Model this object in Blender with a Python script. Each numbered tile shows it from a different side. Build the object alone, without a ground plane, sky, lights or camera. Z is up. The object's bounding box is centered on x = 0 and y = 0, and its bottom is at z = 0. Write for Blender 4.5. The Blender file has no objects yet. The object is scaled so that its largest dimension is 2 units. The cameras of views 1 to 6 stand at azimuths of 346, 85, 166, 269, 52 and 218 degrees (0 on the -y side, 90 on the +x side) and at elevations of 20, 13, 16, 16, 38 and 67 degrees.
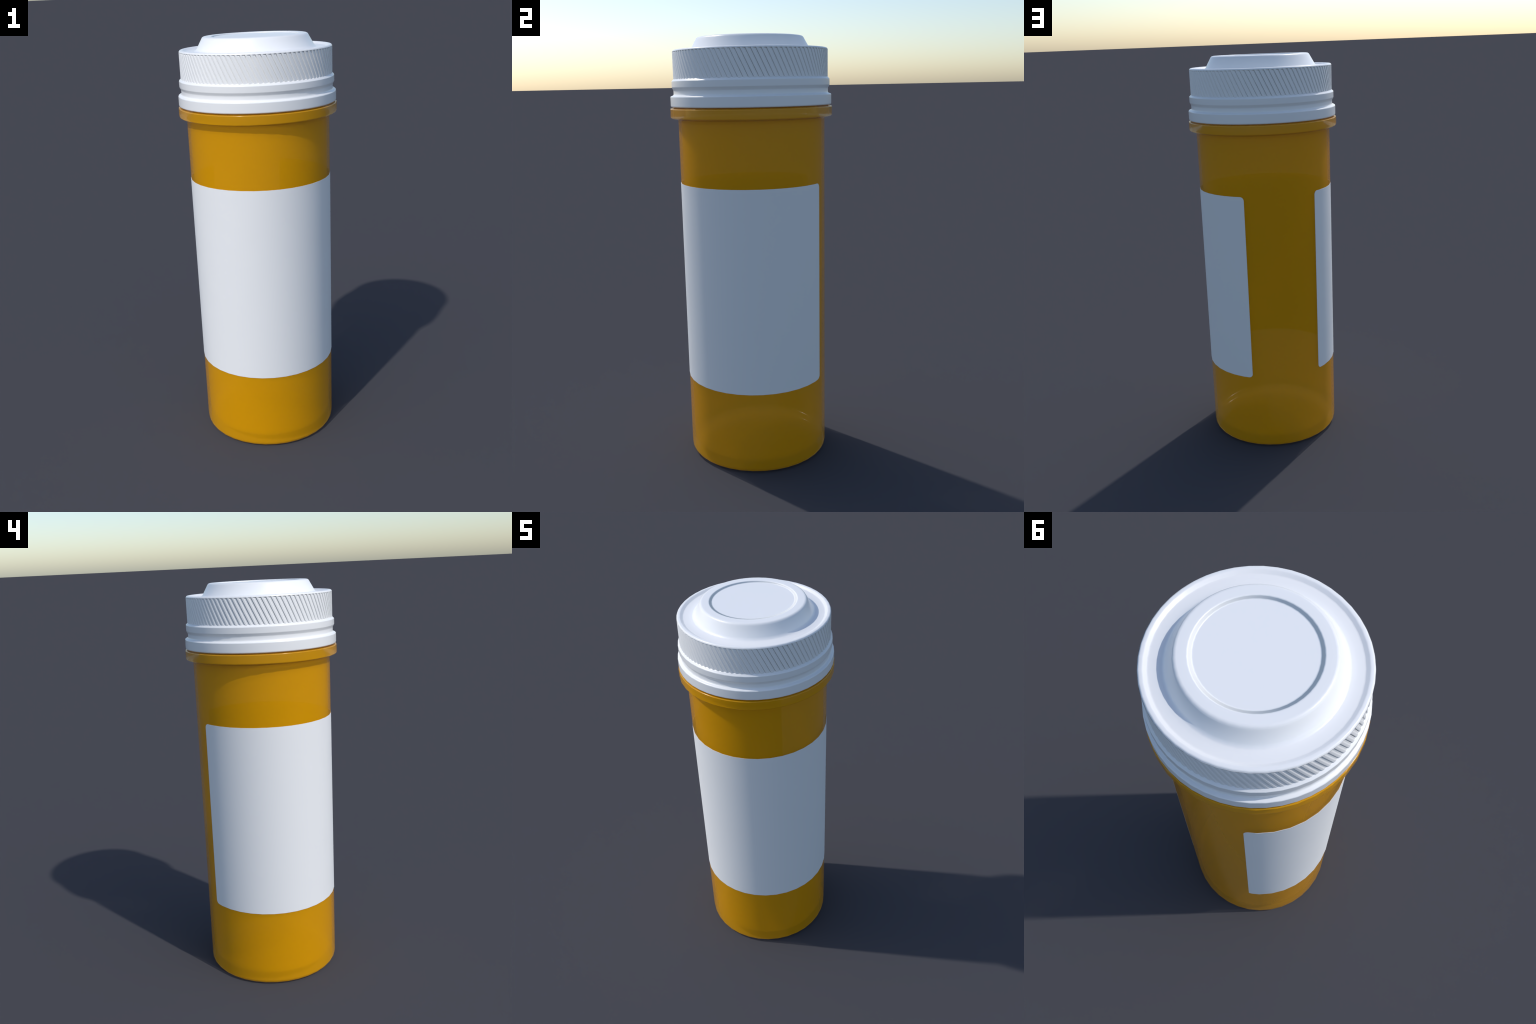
"""Amber prescription bottle with a white screw cap and a blank wrap-around label.

Everything is turned on a lathe from short profiles (radius, height), apart from
the slanted grip ribs of the cap and the round-cornered sheet of the label.
Frame: metres, z up, base at z = 0, total height 2.00.
"""
import bpy
import math
import random
import numpy as np

random.seed(7)
TAU = 2 * math.pi

# ------------------------------------------------------------------ materials


def new_material(name):
    m = bpy.data.materials.new(name)
    m.use_nodes = True
    nt = m.node_tree
    return m, nt, nt.nodes["Principled BSDF"]


def node(nt, kind, **values):
    n = nt.nodes.new(kind)
    for key, v in values.items():
        if key in n.inputs:
            n.inputs[key].default_value = v
        else:
            setattr(n, key, v)
    return n


def ramp(nt, source, low, high, a, b):
    """Map a 0-1 signal: below `low` gives a, above `high` gives b."""
    r = node(nt, "ShaderNodeMapRange")
    for key, v in zip(("From Min", "From Max", "To Min", "To Max"), (low, high, a, b)):
        r.inputs[key].default_value = v
    nt.links.new(source, r.inputs["Value"])
    return r.outputs["Result"]


def plastic(name, colour, fleck_colour, rough, alpha=1.0, fleck=0.25, specular=0.5):
    """Moulded plastic: flat colour, faint scuff flecks, slightly uneven gloss."""
    m, nt, p = new_material(name)
    L = nt.links.new
    coord = node(nt, "ShaderNodeTexCoord").outputs["Object"]
    # sparse tiny flecks, gathered in loose patches
    cells = node(nt, "ShaderNodeTexNoise", Scale=95.0, Detail=3.0, Roughness=0.7)
    L(coord, cells.inputs["Vector"])
    patch = node(nt, "ShaderNodeTexNoise", Scale=5.0, Detail=2.0)
    L(coord, patch.inputs["Vector"])
    a = ramp(nt, cells.outputs["Fac"], 0.66, 0.78, 0.0, 1.0)
    b = ramp(nt, patch.outputs["Fac"], 0.50, 0.62, 0.0, 1.0)
    both = node(nt, "ShaderNodeMath", operation="MULTIPLY")
    L(a, both.inputs[0])
    L(b, both.inputs[1])
    amount = node(nt, "ShaderNodeMath", operation="MULTIPLY")
    L(both.outputs[0], amount.inputs[0])
    amount.inputs[1].default_value = fleck
    mix = node(nt, "ShaderNodeMix", data_type="RGBA")
    L(amount.outputs[0], mix.inputs[0])
    mix.inputs[6].default_value = (colour[0], colour[1], colour[2], 1)
    mix.inputs[7].default_value = (fleck_colour[0], fleck_colour[1], fleck_colour[2], 1)
    L(mix.outputs[2], p.inputs["Base Color"])
    # gloss varies softly
    smear = node(nt, "ShaderNodeTexNoise", Scale=9.0, Detail=5.0, Roughness=0.6)
    L(coord, smear.inputs["Vector"])
    L(ramp(nt, smear.outputs["Fac"], 0.35, 0.7, rough * 0.92, rough * 1.12), p.inputs["Roughness"])
    p.inputs["IOR"].default_value = 1.5
    p.inputs["Specular IOR Level"].default_value = specular
    p.inputs["Alpha"].default_value = alpha
    return m


AMBER = plastic("amber_plastic", (0.93, 0.440, 0.0003), (0.93, 0.52, 0.08), 0.17, alpha=0.56, fleck=0.2)
WHITE = plastic("white_plastic", (0.895, 0.895, 0.895), (0.93, 0.93, 0.93), 0.31, fleck=0.08)
GRIP = plastic("grip_plastic", (0.88, 0.88, 0.88), (0.92, 0.92, 0.92), 0.55, fleck=0.2)
PAPER = plastic("label_paper", (0.865, 0.865, 0.865), (0.865, 0.865, 0.865), 0.60, fleck=0.0, specular=0.3)

# ------------------------------------------------------------------ mesh tools


def arc(cr, cz, radius, start, stop, steps):
    """Points of a round in the profile plane, angles in degrees (0 = outward, 90 = up)."""
    return [(cr + radius * math.cos(math.radians(t)), cz + radius * math.sin(math.radians(t)))
            for t in np.linspace(start, stop, steps)]


def profile_normals(profile):
    """Outward normals of a profile (walked so that outside is on its right),
    each the mean of its two segments weighted by their length."""
    p = np.array(profile, float)
    seg = np.diff(p, axis=0)
    n = np.stack([seg[:, 1], -seg[:, 0]], 1)
    out = np.zeros_like(p)
    out[:-1] += n
    out[1:] += n
    for end in (0, -1):
        if p[end, 0] < 1e-6:
            out[end, 0] = 0.0
    return out / np.linalg.norm(out, axis=1, keepdims=True)


def make_object(name, verts, faces, normals, material, parent=None):
    me = bpy.data.meshes.new(name)
    me.from_pydata([tuple(v) for v in verts], [], faces)
    me.polygons.foreach_set("use_smooth", [True] * len(me.polygons))
    me.update()
    if normals is not None:
        me.normals_split_custom_set_from_vertices([tuple(n) for n in normals])
    me.materials.append(material)
    ob = bpy.data.objects.new(name, me)
    bpy.context.scene.collection.objects.link(ob)
    ob.parent = parent
    return ob


def lathe(name, profile, normals, sides, material, parent=None):
    """Turn a profile running bottom-to-top along its outside (outside on the right)."""
    verts, norms, rows, faces = [], [], [], []
    for (r, z), (nr, nz) in zip(profile, normals):
        if r < 1e-6:
            rows.append([len(verts)] * sides)
            verts.append((0, 0, z))
            norms.append((0, 0, math.copysign(1, nz)))
            continue
        rows.append(list(range(len(verts), len(verts) + sides)))
        for k in range(sides):
            t = TAU * k / sides
            c, s = math.cos(t), math.sin(t)
            verts.append((r * c, r * s, z))
            norms.append((nr * c, nr * s, nz))
    for low, high in zip(rows, rows[1:]):
        for k in range(sides):
            j = (k + 1) % sides
            face = [low[k], low[j], high[j], high[k]]
            face = [v for i, v in enumerate(face) if v != face[i - 1]]
            if len(face) > 2:
                faces.append(face)
    return make_object(name, verts, faces, norms, material, parent)


def lathe_parts(profile, cuts, sides, material, parent):
    """One smooth turned surface, separated into named pieces at the given profile indices."""
    normals = profile_normals(profile)
    edges = [0] + [c for c, _ in cuts[1:]] + [len(profile) - 1]
    made = []
    for (_, name), i, j in zip(cuts, edges, edges[1:]):
        made.append(lathe(name, profile[i:j + 1], normals[i:j + 1], sides, material, parent))
    return made


# ------------------------------------------------------------------ the thing

bottle = bpy.data.objects.new("pill_bottle", None)
bpy.context.scene.collection.objects.link(bottle)
bottle["label"] = "amber plastic pill bottle with ribbed white cap and blank label"
bottle["category"] = "pill bottle"

# --- amber vial: outer wall, collar, neck, inner wall and floor, one closed shell
R_BODY = 0.3390      # corner radius of the 36-sided wall
R_COLLAR = 0.3738
BODY_SIDES = 36

outer_wall = [(0.0, 0.0), (0.15, 0.0)] + arc(R_BODY - 0.025, 0.025, 0.025, -90, 0, 7) + [(R_BODY, 0.06)]
outer_wall += [(R_BODY, 0.396), (R_BODY, 1.346), (R_BODY, 1.62)]
collar = [(R_BODY + 0.0005, 1.634), (R_BODY + 0.004, 1.6395)]
collar += [(R_COLLAR - 0.013, 1.6415)] + arc(R_COLLAR - 0.007, 1.6495, 0.007, -80, 0, 5)
collar += arc(R_COLLAR - 0.005, 1.6835, 0.005, 0, 90, 5)
neck = [(0.3610, 1.6887), (0.3590, 1.6900), (0.3572, 1.6928), (0.3300, 1.6930), (0.325, 1.698), (0.325, 1.87)]
neck += arc(0.3155, 1.8705, 0.0095, 0, 180, 7)
inner_wall = [(0.306, 1.80), (0.309, 1.66), (0.324, 1.63), (0.324, 0.14)] + arc(0.294, 0.075, 0.030, 0, -90, 8)
inner_wall += [(0.15, 0.045), (0.0, 0.045)]

shell = outer_wall + collar + neck + inner_wall
cut_1 = len(outer_wall) - 1
cut_2 = cut_1 + len(collar)
cut_3 = cut_2 + len(neck)
lathe_parts(shell, [(0, "vial_wall"), (cut_1, "vial_collar"), (cut_2, "vial_neck"), (cut_3, "vial_lining")],
            BODY_SIDES, AMBER, bottle)

# --- white cap
CAP_SIDES = 48
skirt = [(0.338, 1.6940), (0.360, 1.6938)] + arc(0.3645, 1.7000, 0.0062, -80, 0, 5)
skirt += arc(0.3657, 1.7380, 0.0050, 0, 75, 5)
skirt += [(0.3600, 1.7455), (0.3565, 1.7475), (0.3555, 1.7520), (0.3555, 1.7660), (0.3562, 1.7700)]
skirt += [(0.3600, 1.7755)] + arc(0.3583, 1.7830, 0.0045, -40, 0, 4)
skirt += arc(0.3583, 1.8075, 0.0045, 0, 60, 4) + [(0.3565, 1.8150), (0.3535, 1.8190), (0.3480, 1.8215)]
GRIP_LOW, GRIP_HIGH = 1.8185, 1.9395
R_GRIP = 0.3541
crown = [(R_GRIP, GRIP_HIGH - 0.0005)] + arc(R_GRIP - 0.0080, 1.9382, 0.0075, 8, 80, 6)
crown += [(0.3435, 1.9460), (0.3400, 1.9461), (0.3375, 1.9456), (0.3350, 1.9440), (0.3270, 1.9380), (0.3250, 1.9370), (0.3215, 1.9366)]
crown += [(0.300, 1.9366), (0.2850, 1.9372), (0.2795, 1.9395), (0.2740, 1.9435), (0.2700, 1.9490)]
crown += [(0.2500, 1.9845), (0.2465, 1.9910), (0.2430, 1.9960), (0.2380, 1.9990), (0.232, 2.0)]
# shallow round dish in the middle
# shallow round dish in the middle: a step of 4 mm, shaded as a steep moulded wall
dish = len(crown)
crown += [(0.2045, 2.0), (0.2015, 1.9997), (0.1985, 1.9984), (0.1908, 1.9967), (0.1878, 1.9961), (0.1848, 1.9960), (0.175, 1.9960), (0.0, 1.9960)]
crown_normals = profile_normals(crown)
for i, tilt in zip(range(dish, dish + 7), (0, 22, 70, 70, 22, 0, 0)):
    crown_normals[i] = (-math.sin(math.radians(tilt)), math.cos(math.radians(tilt)))

cap = lathe("cap", skirt, profile_normals(skirt), CAP_SIDES, WHITE, bottle)
lathe("cap_crown", crown, crown_normals, CAP_SIDES, WHITE, cap)
lining = [(0.0, 1.905), (0.325, 1.905), (0.338, 1.895), (0.338, 1.694)]
lathe("cap_lining", lining, profile_normals(lining), CAP_SIDES, WHITE, cap)


def grip_band(parent):
    """Slanted saw ribs: 100 recesses, sharp on one side, easing out on the other,
    closed at the top by a lip and running out on to the ring below."""
    ribs, depth, shear = 100, 0.0021, 9.3
    first = 3.3                                   # azimuth of a sharp wall at the top, degrees
    # (place within one pitch, share of full depth); the foot of the sharp wall is undercut to a fine line
    tooth = [(-0.19, 1.0), (-0.118, 1.02), (-0.104, 1.25), (-0.090, 4.4), (-0.012, 4.4), (0.010, 0.25), (0.025, 0.02), (0.12, 0.0),
             (0.42, 0.0), (0.46, 0.05), (0.60, 0.95), (0.65, 1.0)]
    heights = [GRIP_LOW] + list(np.linspace(GRIP_LOW + 0.003, GRIP_HIGH - 0.0080, 9))
    shares = [1.0] * len(heights)
    for z, share in ((GRIP_HIGH - 0.0056, 1.05), (GRIP_HIGH - 0.0050, 3.3), (GRIP_HIGH - 0.0030, 3.3), (GRIP_HIGH - 0.0026, 0.20),
                     (GRIP_HIGH - 0.0020, 0.0), (GRIP_HIGH, 0.0)):
        heights.append(z)
        shares.append(share)
    n = ribs * len(tooth)
    verts, faces = [], []
    for z, share in zip(heights, shares):
        lean = shear * (GRIP_HIGH - z) / (GRIP_HIGH - GRIP_LOW)
        for k in range(ribs):
            for u, d in tooth:
                t = math.radians(first + lean + (k + u) * 360 / ribs)
                r = R_GRIP - depth * min(d * share, 4.4)
                verts.append((r * math.cos(t), r * math.sin(t), z))
    for i in range(len(heights) - 1):
        for k in range(n):
            j = (k + 1) % n
            faces.append((i * n + k, i * n + j, (i + 1) * n + j, (i + 1) * n + k))
    ob = make_object("grip_band", verts, faces, None, GRIP, parent)
    ob["kind"] = "stuff"
    return ob


grip_band(cap)

# --- label: a thin round-cornered sheet wrapped round the wall, open at the back


def wrapped_label(parent):
    low, high, corner = 0.3965, 1.3465, 0.020
    start, stop = 121.6, 360 + 58.2               # azimuths of its two ends, degrees
    inner, outer = R_BODY + 0.0002, R_BODY + 0.0011
    facet = 360 / BODY_SIDES

    def radius(t, r):                             # follow the flat facets of the wall
        off = (t % facet) - facet / 2
        return r * math.cos(math.radians(facet / 2)) / math.cos(math.radians(off))

    columns = []
    lead = math.degrees(corner / R_BODY)
    for s in np.linspace(0, 1, 9):                # rounded ends: inset of the edge by a quarter circle
        x = 1 - math.cos(s * math.pi / 2)
        columns.append((start + lead * x, corner * (1 - math.sin(s * math.pi / 2))))
    t = math.ceil((start + lead + 0.5) / facet) * facet
    while t < stop - lead - 0.5:
        columns.append((t, 0.0))
        t += facet
    for s in np.linspace(1, 0, 9):
        x = 1 - math.cos(s * math.pi / 2)
        columns.append((stop - lead * x, corner * (1 - math.sin(s * math.pi / 2))))

    verts, norms, faces = [], [], []
    for t, inset in columns:
        c, s = math.cos(math.radians(t)), math.sin(math.radians(t))
        for r, z, n in ((inner, low + inset, -1), (outer, low + inset, 1), (outer, high - inset, 1), (inner, high - inset, -1)):
            q = radius(t, r)
            verts.append((q * c, q * s, z))
    for i in range(len(columns) - 1):
        a, b = 4 * i, 4 * (i + 1)
        faces += [(a + 1, b + 1, b + 2, a + 2), (a, a + 3, b + 3, b), (a, b, b + 1, a + 1), (a + 2, b + 2, b + 3, a + 3)]
    last = 4 * (len(columns) - 1)
    faces += [(0, 1, 2, 3), (last + 3, last + 2, last + 1, last)]
    ob = make_object("label", verts, faces, None, PAPER, parent)
    me = ob.data
    # outer sheet shaded as a true cylinder, cut edges flat
    loops = []
    for poly in me.polygons:
        on_front = all(v % 4 in (1, 2) for v in poly.vertices)
        for v in poly.vertices:
            co = me.vertices[v].co
            k = math.hypot(co.x, co.y)
            loops.append((co.x / k, co.y / k, 0.0) if on_front else tuple(poly.normal))
    me.normals_split_custom_set(loops)
    return ob


wrapped_label(bottle)
